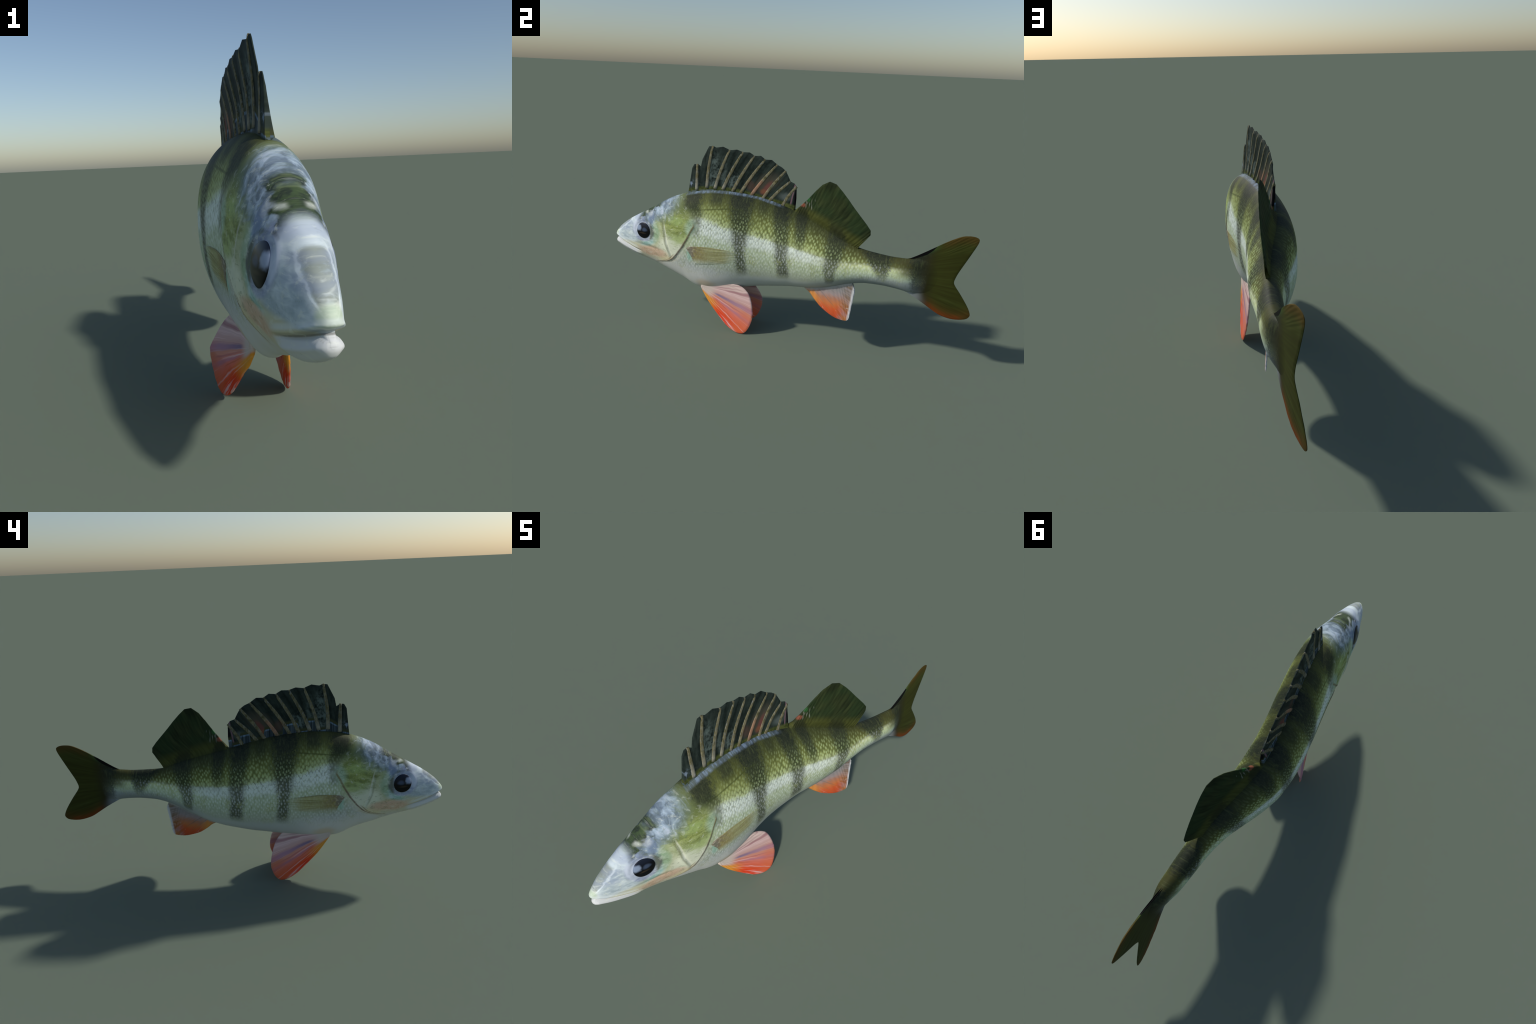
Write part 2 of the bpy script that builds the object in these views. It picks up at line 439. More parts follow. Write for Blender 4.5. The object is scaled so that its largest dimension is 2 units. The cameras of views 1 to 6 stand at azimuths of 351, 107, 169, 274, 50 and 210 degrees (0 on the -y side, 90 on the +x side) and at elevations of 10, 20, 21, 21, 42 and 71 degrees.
class Graph:
    def __init__(self, name, group=False):
        if group:
            self.t = bpy.data.node_groups.new(name, 'ShaderNodeTree')
        else:
            self.mat = bpy.data.materials.new(name)
            self.mat.use_nodes = True
            self.t = self.mat.node_tree
            self.bsdf = self.t.nodes['Principled BSDF']
        tc = self.t.nodes.new('ShaderNodeTexCoord')
        sp = self.t.nodes.new('ShaderNodeSeparateXYZ')
        self.t.links.new(tc.outputs['Object'], sp.inputs[0])
        self.x, self.y, self.z = (Sock(self, sp.outputs[i]) for i in range(3))
    def put(self, inp, v):
        if isinstance(v, Sock): self.t.links.new(v.s, inp)
        elif isinstance(v, (tuple, list)): inp.default_value = (*v, 1.0) if len(v) == 3 and len(inp.default_value) == 4 else v
        elif isinstance(v, (int, float)): inp.default_value = v
        else: self.t.links.new(v, inp)
    def m(self, op, a, b=None, c=None, clamp=False):
        n = self.t.nodes.new('ShaderNodeMath'); n.operation = op; n.use_clamp = clamp
        for i, v in enumerate((a, b, c)):
            if v is not None: self.put(n.inputs[i], v)
        return Sock(self, n.outputs[0])
    def mx(self, a, b): return self.m('MAXIMUM', a, b)
    def mn(self, a, b): return self.m('MINIMUM', a, b)
    def sm(self, x, a, b):
        """smoothstep: 0 at a, 1 at b"""
        n = self.t.nodes.new('ShaderNodeMapRange'); n.interpolation_type = 'SMOOTHSTEP'
        if a > b: return 1.0 - self.sm(x, b, a)
        self.put(n.inputs[0], x); n.inputs[1].default_value = a; n.inputs[2].default_value = b
        return Sock(self, n.outputs[0])
    def curve(self, x, pts, lo=None, hi=None):
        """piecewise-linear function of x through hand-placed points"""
        lo = pts[0][0] if lo is None else lo; hi = pts[-1][0] if hi is None else hi
        vs = [p[1] for p in pts]; v0, v1 = min(vs), max(vs)
        if v1 - v0 < 1e-9: return self.m('ADD', v0, 0.0)
        n = self.t.nodes.new('ShaderNodeFloatCurve')
        c = n.mapping.curves[0]
        q = [((p[0] - lo) / (hi - lo), (p[1] - v0) / (v1 - v0)) for p in pts]
        c.points[0].location = q[0]; c.points[1].location = q[-1]
        for p in q[1:-1]: c.points.new(*p)
        for p in c.points: p.handle_type = 'VECTOR'
        n.mapping.update()
        u = self.m('DIVIDE', self.m('SUBTRACT', x, lo), hi - lo, clamp=True)
        self.put(n.inputs['Value'], u)
        return Sock(self, n.outputs[0]) * (v1 - v0) + v0
    def fcurve(self, x, f, lo, hi, k=30):
        xs = np.linspace(lo, hi, k)
        return self.curve(x, [(float(a), float(f(a))) for a in xs])
    def vec(self, a, b, c=0.0):
        n = self.t.nodes.new('ShaderNodeCombineXYZ')
        for i, v in enumerate((a, b, c)): self.put(n.inputs[i], v)
        return n.outputs[0]
    def noise(self, a, b, c=0.0, scale=1.0, detail=3.0, rough=.55, dist=0.0):
        n = self.t.nodes.new('ShaderNodeTexNoise')
        self.put(n.inputs['Vector'], self.vec(a, b, c))
        n.inputs['Scale'].default_value = scale; n.inputs['Detail'].default_value = detail
        n.inputs['Roughness'].default_value = rough; n.inputs['Distortion'].default_value = dist
        return Sock(self, n.outputs[0])
    def voro(self, a, b, rnd=.5, feature='F1'):
        n = self.t.nodes.new('ShaderNodeTexVoronoi'); n.voronoi_dimensions = '2D'; n.feature = feature
        self.put(n.inputs['Vector'], self.vec(a, b)); n.inputs['Scale'].default_value = 1.0
        n.inputs['Randomness'].default_value = rnd
        return Sock(self, n.outputs['Distance']), n.outputs['Color']
    def mix(self, f, A, B, mode='MIX'):
        n = self.t.nodes.new('ShaderNodeMix'); n.data_type = 'RGBA'; n.blend_type = mode
        self.put(n.inputs[0], f); self.put(n.inputs[6], A); self.put(n.inputs[7], B)
        return n.outputs[2]
    def ramp(self, x, stops):
        n = self.t.nodes.new('ShaderNodeValToRGB')
        e = n.color_ramp.elements
        e[0].position, e[0].color = stops[0][0], (*stops[0][1], 1)
        e[1].position, e[1].color = stops[-1][0], (*stops[-1][1], 1)
        for p, c in stops[1:-1]:
            q = e.new(p); q.color = (*c, 1)
        self.put(n.inputs[0], x)
        return n.outputs[0]
    def ell(self, y, z, c, r, soft=.35, warp=None):
        """soft elliptical patch mask"""
        a = (y - c[0]) / r[0]; b = (z - c[1]) / r[1]
        d = self.m('SQRT', a * a + b * b)
        if warp is not None: d = d + warp
        return self.sm(d, 1 + soft, 1 - soft)
    def line(self, d, w):
        """mask of a line of half width w, d the signed distance"""
        return self.sm(d.abs(), w, w * .25)
    def finish(self, col, rough=.45, spec=.3, bump=None, strength=.3, dist=.002, coat=0.0, normal=None):
        b = self.bsdf.inputs
        self.put(b['Base Color'], col); self.put(b['Roughness'], rough)
        b['Specular IOR Level'].default_value = spec
        if coat: b['Coat Weight'].default_value = coat; b['Coat Roughness'].default_value = .12
        if bump is not None:
            n = self.t.nodes.new('ShaderNodeBump')
            n.inputs['Strength'].default_value = strength; n.inputs['Distance'].default_value = dist
            self.put(n.inputs['Height'], bump)
            self.t.links.new(n.outputs[0], b['Normal'])
        return self.mat

_skin = []
def skin_colour(g):
    """The skin pattern as one shared node group."""
    if not _skin:
        q = Graph('perch_skin_pattern', group=True)
        col, h, d = skin_pattern(q)
        outs = [('Color', 'NodeSocketColor', col), ('Height', 'NodeSocketFloat', h)] + [(k, 'NodeSocketFloat', v) for k, v in d.items()]
        for n, typ, _ in outs: q.t.interface.new_socket(n, in_out='OUTPUT', socket_type=typ)
        o = q.t.nodes.new('NodeGroupOutput')
        for i, (n, typ, v) in enumerate(outs): q.t.links.new(v.s if isinstance(v, Sock) else v, o.inputs[i])
        _skin.append((q.t, [k for k in d]))
    tree, keys = _skin[0]
    n = g.t.nodes.new('ShaderNodeGroup'); n.node_tree = tree
    return n.outputs[0], Sock(g, n.outputs[1]), {k: Sock(g, n.outputs[i + 2]) for i, k in enumerate(keys)}

def skin_pattern(g):
    """Colour of the scaled skin, from head to tail root, as a function of place."""
    y, z = g.y, g.z
    wob = g.noise(y, z, 0, scale=9, detail=2) - .5
    fine = g.noise(y, z, .3, scale=70, detail=3, rough=.65) - .5
    grain = g.noise(y, z, .7, scale=190, detail=2, rough=.6) - .5
    top = g.fcurve(y, TOP, -1.0, .80, 31); bot = g.fcurve(y, BOT, -1.0, .80, 31)
    s = (z - bot) / (top - bot)
    # the olive back meets the pale flank along a line that drops behind the head and climbs on the tail
    sB = g.curve(y, [(-.6, .78), (-.43, .75), (-.36, .71), (-.30, .67), (-.15, .62), (.0, .60), (.2, .595),
                     (.34, .60), (.44, .67), (.56, .74), (.7, .76)])
    q = s + (.61 - sB) + wob * .05 + fine * .06
    col = g.ramp(q, [(.0, (.47, .50, .48)), (.13, (.48, .52, .49)), (.20, (.44, .49, .39)), (.34, (.44, .52, .35)),
                     (.45, (.52, .61, .42)), (.52, (.74, .82, .74)), (.60, (.76, .84, .78)), (.635, (.47, .53, .26)),
                     (.70, (.29, .33, .105)), (.80, (.135, .150, .036)), (.90, (.070, .080, .021)), (1.0, (.038, .046, .018))])
    col = g.mix(g.sm(s, .30, .16) * g.sm(y, -.22, -.38), col, (.63, .64, .61))
    col = g.mix(g.sm(s + wob * .06 + fine * .05, .80, .985) * g.sm(y, -.58, -.50) * .55, col, (.045, .051, .017))
    # rear of the body: yellower flank, bluish grey underside
    rear = g.sm(y, .12, .40)
    low = g.ramp(q, [(.0, (.22, .26, .27)), (.14, (.28, .33, .32)), (.25, (.44, .53, .41)), (.40, (.60, .70, .42)),
                     (.54, (.58, .64, .28)), (.62, (.20, .21, .052)), (.74, (.082, .083, .020)), (1.0, (.038, .041, .014))])
    col = g.mix(rear * .85, col, low)
    # scale rows: staggered pale spots with dark gaps, flat-projected from the side
    patch = g.noise(y, z, .9, scale=16, detail=2)
    wy = y + wob * .012 + fine * .0035; wz = z + wob * .012 + fine * .0045 - y * .12
    pa, pb = wy / .0195, wz / .0300
    cell, cellcol = g.voro(pa + pb, pa - pb, .55)
    cell = cell + grain * .28
    spot = g.sm(cell, .46, .10); gap = g.sm(cell, .38, .64)
    body = g.sm(y + (g.noise(y, z, .1, scale=30, detail=2) - .5) * .05 - g.curve(z, GILL_N), -.02, .05)
    lit = g.curve(s, [(0, 0), (.16, .03), (.32, .46), (.5, .58), (.60, .66), (.68, .88), (.82, .50), (.92, .10), (1, .02)]) * body * g.sm(y, .76, .30) * (.45 + patch * 1.0)
    # dark upright bars
    jag = fine * 1.0 + wob * .5 + grain * .8 + (cell - .4) * .7
    bars = None
    def bar(yc, hw, strength):
        nonlocal bars
        c = g.curve(s, yc) if isinstance(yc, list) else yc
        h = g.curve(s, hw) if isinstance(hw, list) else hw
        k = g.sm((y - c).abs() / h + jag, 1.75, .65) * g.curve(s, strength)
        bars = k if bars is None else g.mx(bars, k)
    bar([(.6, -.450), (.78, -.452), (.86, -.482), (1, -.490)], [(.55, .018), (.76, .024), (.84, .044), (1, .050)],
        [(.55, 0), (.62, .55), (.78, .75), (.86, .95), (.97, .9), (1, .4)])
    bar(-.350, .028, [(.84, 0), (.92, .75), (.98, .7), (1, .5)])
    bar([(.2, -.190), (.5, -.203), (.7, -.202), (.95, -.217)], [(.2, .024), (.45, .026), (.6, .036), (.75, .048), (1, .054)],
        [(.16, 0), (.25, .80), (.5, .85), (.62, .92), (.72, .97), (1, .97)])
    bar(-.095, .020, [(.82, 0), (.9, .45), (1, .5)])
    bar([(.2, .040), (.5, .030), (.75, .022), (.95, .004)], [(.2, .027), (.5, .031), (.8, .036), (1, .038)],
        [(.14, 0), (.24, .82), (.5, .85), (.7, .92), (.9, .97), (1, .97)])
    bar([(.6, .126), (.9, .118), (1.2, .105)], [(.6, .018), (.75, .026), (1, .026), (1.3, .02)],
        [(.52, 0), (.64, .5), (.75, .9), (1.05, .85), (1.25, .5), (1.4, 0)])
    bar([(.17, .298), (.4, .296), (.6, .308), (.8, .310), (1.0, .314), (1.3, .300)],
        [(.1, .014), (.35, .026), (.6, .038), (.75, .042), (1, .038), (1.4, .025)],
        [(.08, 0), (.18, .7), (.5, .8), (.65, .95), (1.1, .8), (1.35, 0)])
    bar([(.3, .560), (.6, .552), (.95, .530)], [(.3, .018), (.5, .028), (.7, .045), (1, .062)],
        [(.2, 0), (.34, .5), (.5, .85), (.7, .95), (1, .9)])
    bar(.740, [(.1, .024), (.5, .034), (1, .044)], [(0, .3), (.15, .6), (.4, .8), (1, .85)])
    col = g.mix(g.sm(y + wob * .03, .60, .68) * g.sm(s, .36, .62) * .80, col, (.050, .050, .017))
    col = g.mix(g.sm(y, .40, .52) * g.sm(s, .62, .80) * .55, col, (.045, .046, .016))
    barcol = g.mix(g.sm(fine + grain, -.3, .4), (.013, .018, .014), (.036, .043, .026))
    col = g.mix(bars, col, barcol)
    dark = 1.0 - bars * g.curve(s, [(0, .18), (.6, .22), (.76, .42), (.88, .88), (1, 1)])
    col = g.mix(spot * lit * dark * .85, col, g.mix(g.sm(q, .5, .68), (.82, .88, .84), (.47, .59, .28)))
    col = g.mix(gap * lit * g.sm(q, .30, .70) * .62 + gap * lit * .20, col, g.mix(g.sm(q, .48, .66), (.30, .34, .17), (.085, .11, .036)))
    col = g.mix(g.sm(patch + grain * .8, .52, .78) * g.sm(s, .12, .25) * g.sm(s, .58, .45) * body * .55, col, (.38, .42, .18))
    col = g.mix(g.sm(patch + fine, .46, .20) * body * g.sm(s, .35, .65) * .30, col, (.05, .065, .03))
    col = g.mix(g.sm(grain, -.25, -.5) * .5 * body, col, (.10, .12, .05))
    vs = g.noise(y * 150, z * 26, .2, scale=1.0, detail=2) - .5
    vlit = g.ramp(q, [(0, (.62, .66, .58)), (.5, (.80, .86, .76)), (.62, (.60, .68, .40)), (.75, (.26, .30, .10)), (1, (.10, .12, .045))])
    col = g.mix(g.sm(vs, .03, .22) * g.sm(s, .2, .4) * body * dark * g.sm(y, .56, .36) * .40, col, vlit)
    col = g.mix(g.sm(vs, -.03, -.22) * g.sm(s, .1, .3) * body * .34, col, (.11, .13, .05))
    # faint dark line high on the flank, blue-white highlight painted along the ridge
    lz = z - g.curve(y, [(-.60, .665), (-.44, .687), (-.26, .708), (-.1, .70)])
    col = g.mix(g.line(lz + fine * .004, .005) * g.sm(y, -.58, -.50) * g.sm(y, -.16, -.26) * .55, col, (.05, .065, .02))
    ridge_highlight = g.sm(g.x - g.fcurve(y, SPINE, -.6, .1, 12), .0, .01) * g.sm(s + wob * .02, .972, .988) * g.sm(y, -.56, -.50) * g.sm(y, .02, -.06)
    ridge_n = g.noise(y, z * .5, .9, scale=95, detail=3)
    col = g.mix(ridge_highlight * (.35 + .65 * g.sm(ridge_n, .42, .60)) * .62, col, (.24, .33, .46))

    # ---- head
    hw = g.noise(y, z, .2, scale=22, detail=3, dist=.6) - .5
    hs = g.noise(y * .35, z, g.x * .25, scale=48, detail=3, dist=.5) - .5
    hy, hz = y + hw * .030 + hs * .008, z + hw * .022
    E = lambda c, r, soft=.4, w=None: g.ell(hy, hz, c, r, soft, w)
    head = g.mix(g.sm(hz - (hy + .70) * -.05, .36, .56), (.60, .58, .43), (.40, .45, .27))
    head = g.mix(g.sm(s + hw * .2, .70, .82), head, (.13, .165, .065))
    head = g.mix(E((-.60, .455), (.085, .055)) * .85, head, (.70, .74, .58))
    head = g.mix(E((-.545, .535), (.065, .045), .5, hs * 1.5) * .9, head, (.38, .47, .19))
    head = g.mix(E((-.570, .605), (.105, .062), .5, hs * 1.6) * .95, head, g.mix(g.sm(hs + grain * .5, -.15, .2), (.17, .21, .050), (.36, .42, .13)))
    head = g.mix(E((-.56, .612), (.045, .022), .6, hs * 2) * .55, head, (.42, .55, .20))
    head = g.mix(E((-.47, .58), (.04, .05)) * .6, head, (.36, .52, .40))
    head = g.mix(E((-.62, .375), (.075, .022)) * .7, head, (.66, .60, .36))
    head = g.mix(E((-.73, .408), (.095, .032)) * .85, head, (.64, .44, .31))
    # nape: olive into blue-grey with cross streaks
    naperow = g.noise(y, z * .4, g.x * .45 + wob * .05, scale=62, detail=3, dist=.4) - .5
    bl = g.noise(y, z * .6, g.x * .55, scale=27, detail=3, dist=.9)
    blue = g.mix(g.sm(bl, .36, .62), (.13, .175, .225), (.33, .42, .51))
    head = g.mix(g.sm(s + hw * .35, .70, .96) * g.sm(hy, -.53, -.64), head, blue)
    head = g.mix(g.sm(s, .84, .93) * g.sm(hy + naperow * .03, -.50, -.58) * g.sm(naperow, .0, .22) * .5, head, (.36, .46, .56))
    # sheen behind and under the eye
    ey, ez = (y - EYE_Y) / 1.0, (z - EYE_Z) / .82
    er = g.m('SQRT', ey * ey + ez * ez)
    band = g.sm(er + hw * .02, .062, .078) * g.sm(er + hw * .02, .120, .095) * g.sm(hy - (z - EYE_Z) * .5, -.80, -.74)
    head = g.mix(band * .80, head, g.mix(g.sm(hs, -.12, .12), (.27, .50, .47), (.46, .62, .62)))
    head = g.mix(E((-.70, .535), (.022, .075)) * .6, head, (.30, .38, .16))
    # crown, forehead and snout
    fore = g.sm(hy - (z - .53) * .18, -.775, -.835)
    head = g.mix(fore * g.sm(s, .34, .44), head, g.mix(g.sm(hs + hw * .6, -.22, .22), (.37, .45, .49), (.59, .67, .69)))
    head = g.mix(g.sm(s + hw * .3, .66, .90) * g.sm(hy, -.56, -.70) * g.sm(hy, -.86, -.76) * .9, head, blue)
    head = g.mix(g.sm(bl + hs * .4, .56, .74) * g.sm(s, .70, .80) * g.sm(hy, -.56, -.64) * g.sm(hy, -.84, -.80) * .7, head, (.52, .58, .68))
    head = g.mix(E((-.82, .585), (.05, .018)) * .75, head, (.22, .27, .40))
    head = g.mix(E((-.735, .600), (.020, .035)) * .8, head, (.16, .22, .34))
    crown = g.sm(s + hs * .22 + hw * .15 - g.sm(y, -.80, -.68) * .045, .868, .925) * g.sm(hy + hs * .03, -.850, -.790) * g.sm(hy + hw * .06, -.655, -.715)
    crown = crown * (1.0 - .22 * g.sm(g.noise(y, z * .35, .6, scale=34, detail=2), .58, .74))
    head = g.mix(crown, head, g.mix(g.sm(naperow, -.12, .15), (.026, .038, .027), (.050, .078, .036)))
    head = g.mix(E((-.780, .626), (.012, .007), .8, hs * 2) * .6 * g.sm((g.x - .025).abs(), .010, .024), head, (.56, .60, .54))
    head = g.mix(E((-.745, .622), (.014, .012), .8, hs * 2) * .5 * g.sm((g.x - .025).abs(), .012, .028), head, (.52, .56, .58))
    head = g.mix(g.sm(s + hs * .3, .74, .94) * g.sm(hy, -.905, -.86) * g.sm(hy, -.808, -.845) * .38, head, (.62, .70, .75))
    sy = (y + .938) / .050
    snout = g.sm(s + hs * .14 + hw * .08 - sy * sy * .055, .868, .930) * g.sm(hy, -.885, -.905) * g.sm(hy, -.995, -.975)
    head = g.mix(snout * (.70 - .30 * g.sm(naperow, .0, .2)), head, (.19, .21, .155))
    head = g.mix(g.line(s + hs * .14 + hw * .08 - sy * sy * .055 - .862, .035) * g.sm(hy, -.87, -.90) * .8, head, (.78, .86, .88))
    head = g.mix(E((-.925, .515), (.045, .014), .6, hs * 2) * .55, head, (.28, .34, .46))
    head = g.mix(E((-.895, .548), (.030, .012), .6, hs * 2) * .5, head, (.26, .31, .42))
    head = g.mix(g.sm(hs, .05, .22) * g.sm(hy, -.84, -.88) * .5, head, (.72, .78, .76))
    head = g.mix(E((-1.0, .478), (.022, .022)) * .7, head, (.46, .56, .38))
    # pale orbit, darker towards the back
    orb = .85 * g.sm(er + hw * .012, .082, .066) * g.sm(y + (z - EYE_Z) * .2, -.700, -.720)
    head = g.mix(orb, head, g.mix(g.sm(y + hw * .02, -.755, -.735), g.mix(g.sm(hs + hw * .5, -.18, .22), (.20, .24, .36), (.46, .52, .62)), (.075, .09, .095)))
    head = g.mix(E((-.846, .536), (.018, .030), .6, hs * 2) * .75, head, (.60, .66, .76))
    head = g.mix(g.line(er - .078, .006) * g.sm(hw, -.1, .15) * .4, head, (.10, .12, .14))
    # lower jaw and lips, mouth line
    mz = z - g.fcurve(y, MOUTH, -1.0, -.78, 12)
    jaw = g.sm(mz, .002, -.004) * g.sm(hy, -.800, -.86)
    head = g.mix(jaw, head, (.62, .64, .64))
    head = g.mix(g.line(mz - .004, .006) * g.sm(y, -.79, -.86) * .40, head, (.30, .30, .26))
    head = g.mix(g.line(mz, .003) * g.sm(y, -.80, -.88) * .6, head, (.13, .11, .09))
    head = g.mix(g.line(mz - .020, .009) * g.sm(y, -.80, -.87) * .5, head, (.66, .72, .72))
    # plate edges of the gill cover
    gy = y - g.curve(z, GILL_N)
    pre = y - g.curve(z, [(.36, -.60), (.416, -.606), (.432, -.613), (.476, -.630), (.53, -.638), (.581, -.650), (.62, -.66)])
    pm = g.sm(z, .40, .44) * g.sm(z, .61, .57)
    head = g.mix(g.line(pre - .006 + hs * .006, .006) * pm * .45, head, (.78, .78, .68))
    head = g.mix(g.line(pre + .006 + hs * .006, .006) * pm * .4, head, (.22, .20, .09))
    cheek = g.noise(y * .8, z, .15, scale=55, detail=4, rough=.65, dist=.6) - .5
    head = g.mix(g.sm(cheek, .04, .20) * .35, head, (.74, .78, .66))
    head = g.mix(g.sm(cheek, -.03, -.18) * .45 * g.sm(y, -.84, -.76), head, (.15, .19, .09))
    head = g.mix(g.sm(grain + hs, -.1, -.45) * .30, head, (.18, .20, .14))
    # throat
    head = g.mix(g.sm(s, .16, .05) * g.sm(y, -.84, -.74), head, (.61, .61, .57))
    col = g.mix(body, head, col)
    g_w = .0085
    gm = g.sm(z, .625, .59) * g.sm(z, .340, .36)
    col = g.mix(g.sm(gy, -.004, .010) * g.sm(gy, .055, .030) * g.sm(z, .46, .40) * .55, col, (.62, .62, .54))
    col = g.mix(g.line(gy + fine * .006, g_w) * gm * (.72 - fine * .8), col, g.mix(g.sm(z, .50, .56), (.13, .060, .050), (.22, .17, .07)))
    col = g.mix(g.line(gy + .016, .007) * g.sm(z, .43, .40) * g.sm(z, .335, .352) * .7, col, (.30, .22, .13))
    col = g.mix(g.line(gy - .022, .006) * g.sm(z, .40, .37) * g.sm(z, .325, .345) * .45, col, (.36, .30, .20))
    # warm patch where the pelvic fins leave the throat
    col = g.mix(g.ell(y, z, (-.41, .255), (.055, .028), .6, wob) * .55, col, (.62, .46, .28))
    # teal sheen in front of the side fin
    col = g.mix(g.ell(hy, hz, (-.485, .435), (.016, .036), .5) * .7, col, (.32, .55, .44))
    # tail root and tail fin
    ty, tz = y - .50, z - .487
    ang = g.m('ARCTAN2', tz, ty); rad = g.m('SQRT', ty * ty + tz * tz)
    ray = g.noise(ang * 26, rad * 3.0, .2, scale=1.0, detail=3, rough=.6) - .5
    tail = g.mix(g.sm(ray, -.22, .22), (.033, .035, .006), (.047, .055, .010))
    tail = g.mix(g.sm(y, .80, .86) * g.sm(ray, .08, .28) * .35, tail, (.075, .085, .028))
    up = g.fcurve(y, TAIL_UP, .68, 1.0, 18); lo = g.fcurve(y, TAIL_LO, .68, 1.0, 18)
    tail = g.mix(g.sm(lo - z + ray * .035, -.034, -.002) * g.sm(y, .745, .80) * g.sm(y, .985, .93) * .9, tail, (.21, .032, .005))
    tail = g.mix(g.sm(lo - z + ray * .03, -.075, -.015) * g.sm(y, .72, .78) * .45, tail, (.115, .045, .009))
    tail = g.mix(g.sm(z - up + ray * .05, -.050, -.004) * g.sm(y, .80, .87) * .75, tail, (.080, .046, .009))
    tail = g.mix(g.sm(z - up, -.017, -.010) * g.sm(y, .69, .72) * g.sm(y, .795, .775), tail, (.004, .004, .004))
    tail = g.mix(g.sm(z - up, -.030, -.014) * g.sm(y, .70, .74) * g.sm(y, .83, .78) * .6, tail, (.05, .10, .03))
    blend = g.sm(y + wob * .02 - (z - .49) * .12, .715, .785)
    root = g.mix(g.sm(y, .75, .83), (.030, .028, .011), tail)
    root = g.mix(g.sm(lo - z, -.06, -.01) * g.sm(y, .80, .70), root, (.20, .20, .20))
    col = g.mix(blend, col, g.mix(g.sm(z - up, -.017, -.010), root, tail))
    sliver = g.curve(y, [(.66, 0), (.695, .002), (.73, .007), (.76, .012), (.785, .008), (.80, 0), (1.0, 0)])
    col = g.mix(g.sm(z - up + sliver, -.001, .003) * g.sm(sliver, .0005, .002), col, (.003, .003, .003))
    height = spot * lit - gap * lit * .6 + g.sm(y, .78, .84) * ray * .6
    return col, height, dict(s=s, top=top, bot=bot, wob=wob, fine=fine, grain=grain, bars=bars, ray=ray)

GILL_N = [(.20, -.72), (.335, -.72), (.350, -.69), (.366, -.635), (.385, -.60), (.424, -.563), (.470, -.529), (.525, -.497),
          (.564, -.478), (.598, -.459), (.64, -.475), (.70, -.54), (.76, -.565), (.82, -.58)]
TAIL_UP = curve((.66, .575), (.69, .576), (.725, .595), (.755, .615), (.81, .660), (.858, .691), (.902, .713),
                (.933, .719), (.96, .718), (1.0, .705))
TAIL_LO = curve((.66, .405), (.705, .394), (.757, .364), (.795, .340), (.848, .307), (.887, .293), (.92, .287),
                (.955, .288), (1.0, .300))
EYE_Y, EYE_Z, EYE_R = -.788, .523, .0445

def mat_skin():
    g = Graph('fish_skin')
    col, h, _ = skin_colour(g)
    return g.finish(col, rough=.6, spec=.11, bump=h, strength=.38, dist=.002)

def mat_soft_dorsal():
    g = Graph('soft_dorsal_skin')
    col, h, k = skin_colour(g)
    y, z = g.y, g.z
    ay, az = y + .287, z + .389
    ang = g.m('ARCTAN2', az, ay); rad = g.m('SQRT', ay * ay + az * az)
    dz = z - k['top']
    bend = g.sm(dz, -.02, .14) * .035
    ray = g.noise((ang + bend) * 120, rad * 9, .3, scale=1.0, detail=3, rough=.6) - .5
    fin = g.mix(g.sm(ray, -.2, .25), (.017, .024, .011), (.044, .058, .022))
    fin = g.mix(g.sm(g.noise(y, z, .4, scale=9, detail=1), .45, .65) * .5, fin, (.022, .045, .018))
    fin = g.mix(g.sm(ray, .16, .34) * g.sm(y, .20, .34) * .6, fin, (.065, .066, .045))
    olive = g.mix(g.sm(ray, -.2, .25), (.050, .057, .015), (.085, .095, .027))
    olive = g.mix(k['bars'] * .9, olive, (.020, .024, .014))
    fin = g.mix(g.sm(dz + ray * .05, .075, .025), fin, olive)
    spk = g.noise(y * 90, z * 18 + y * 20, .2, scale=1.0, detail=1)
    fin = g.mix(g.sm(spk, .60, .70) * g.ell(y, z, (.160, .772), (.045, .030), .5) * .6, fin, (.26, .27, .22))
    fin = g.mix(g.ell(y, z, (.112, .758), (.014, .010), .5) * .8, fin, (.24, .08, .05))
    fin = g.mix(g.ell(y, z, (.140, .793), (.010, .012), .6) * .7, fin, (.035, .13, .04))
    col = g.mix(g.sm(dz, -.012, .018), col, fin)
    return g.finish(col, rough=.6, spec=.04, bump=h + ray * .8, strength=.30, dist=.0018)

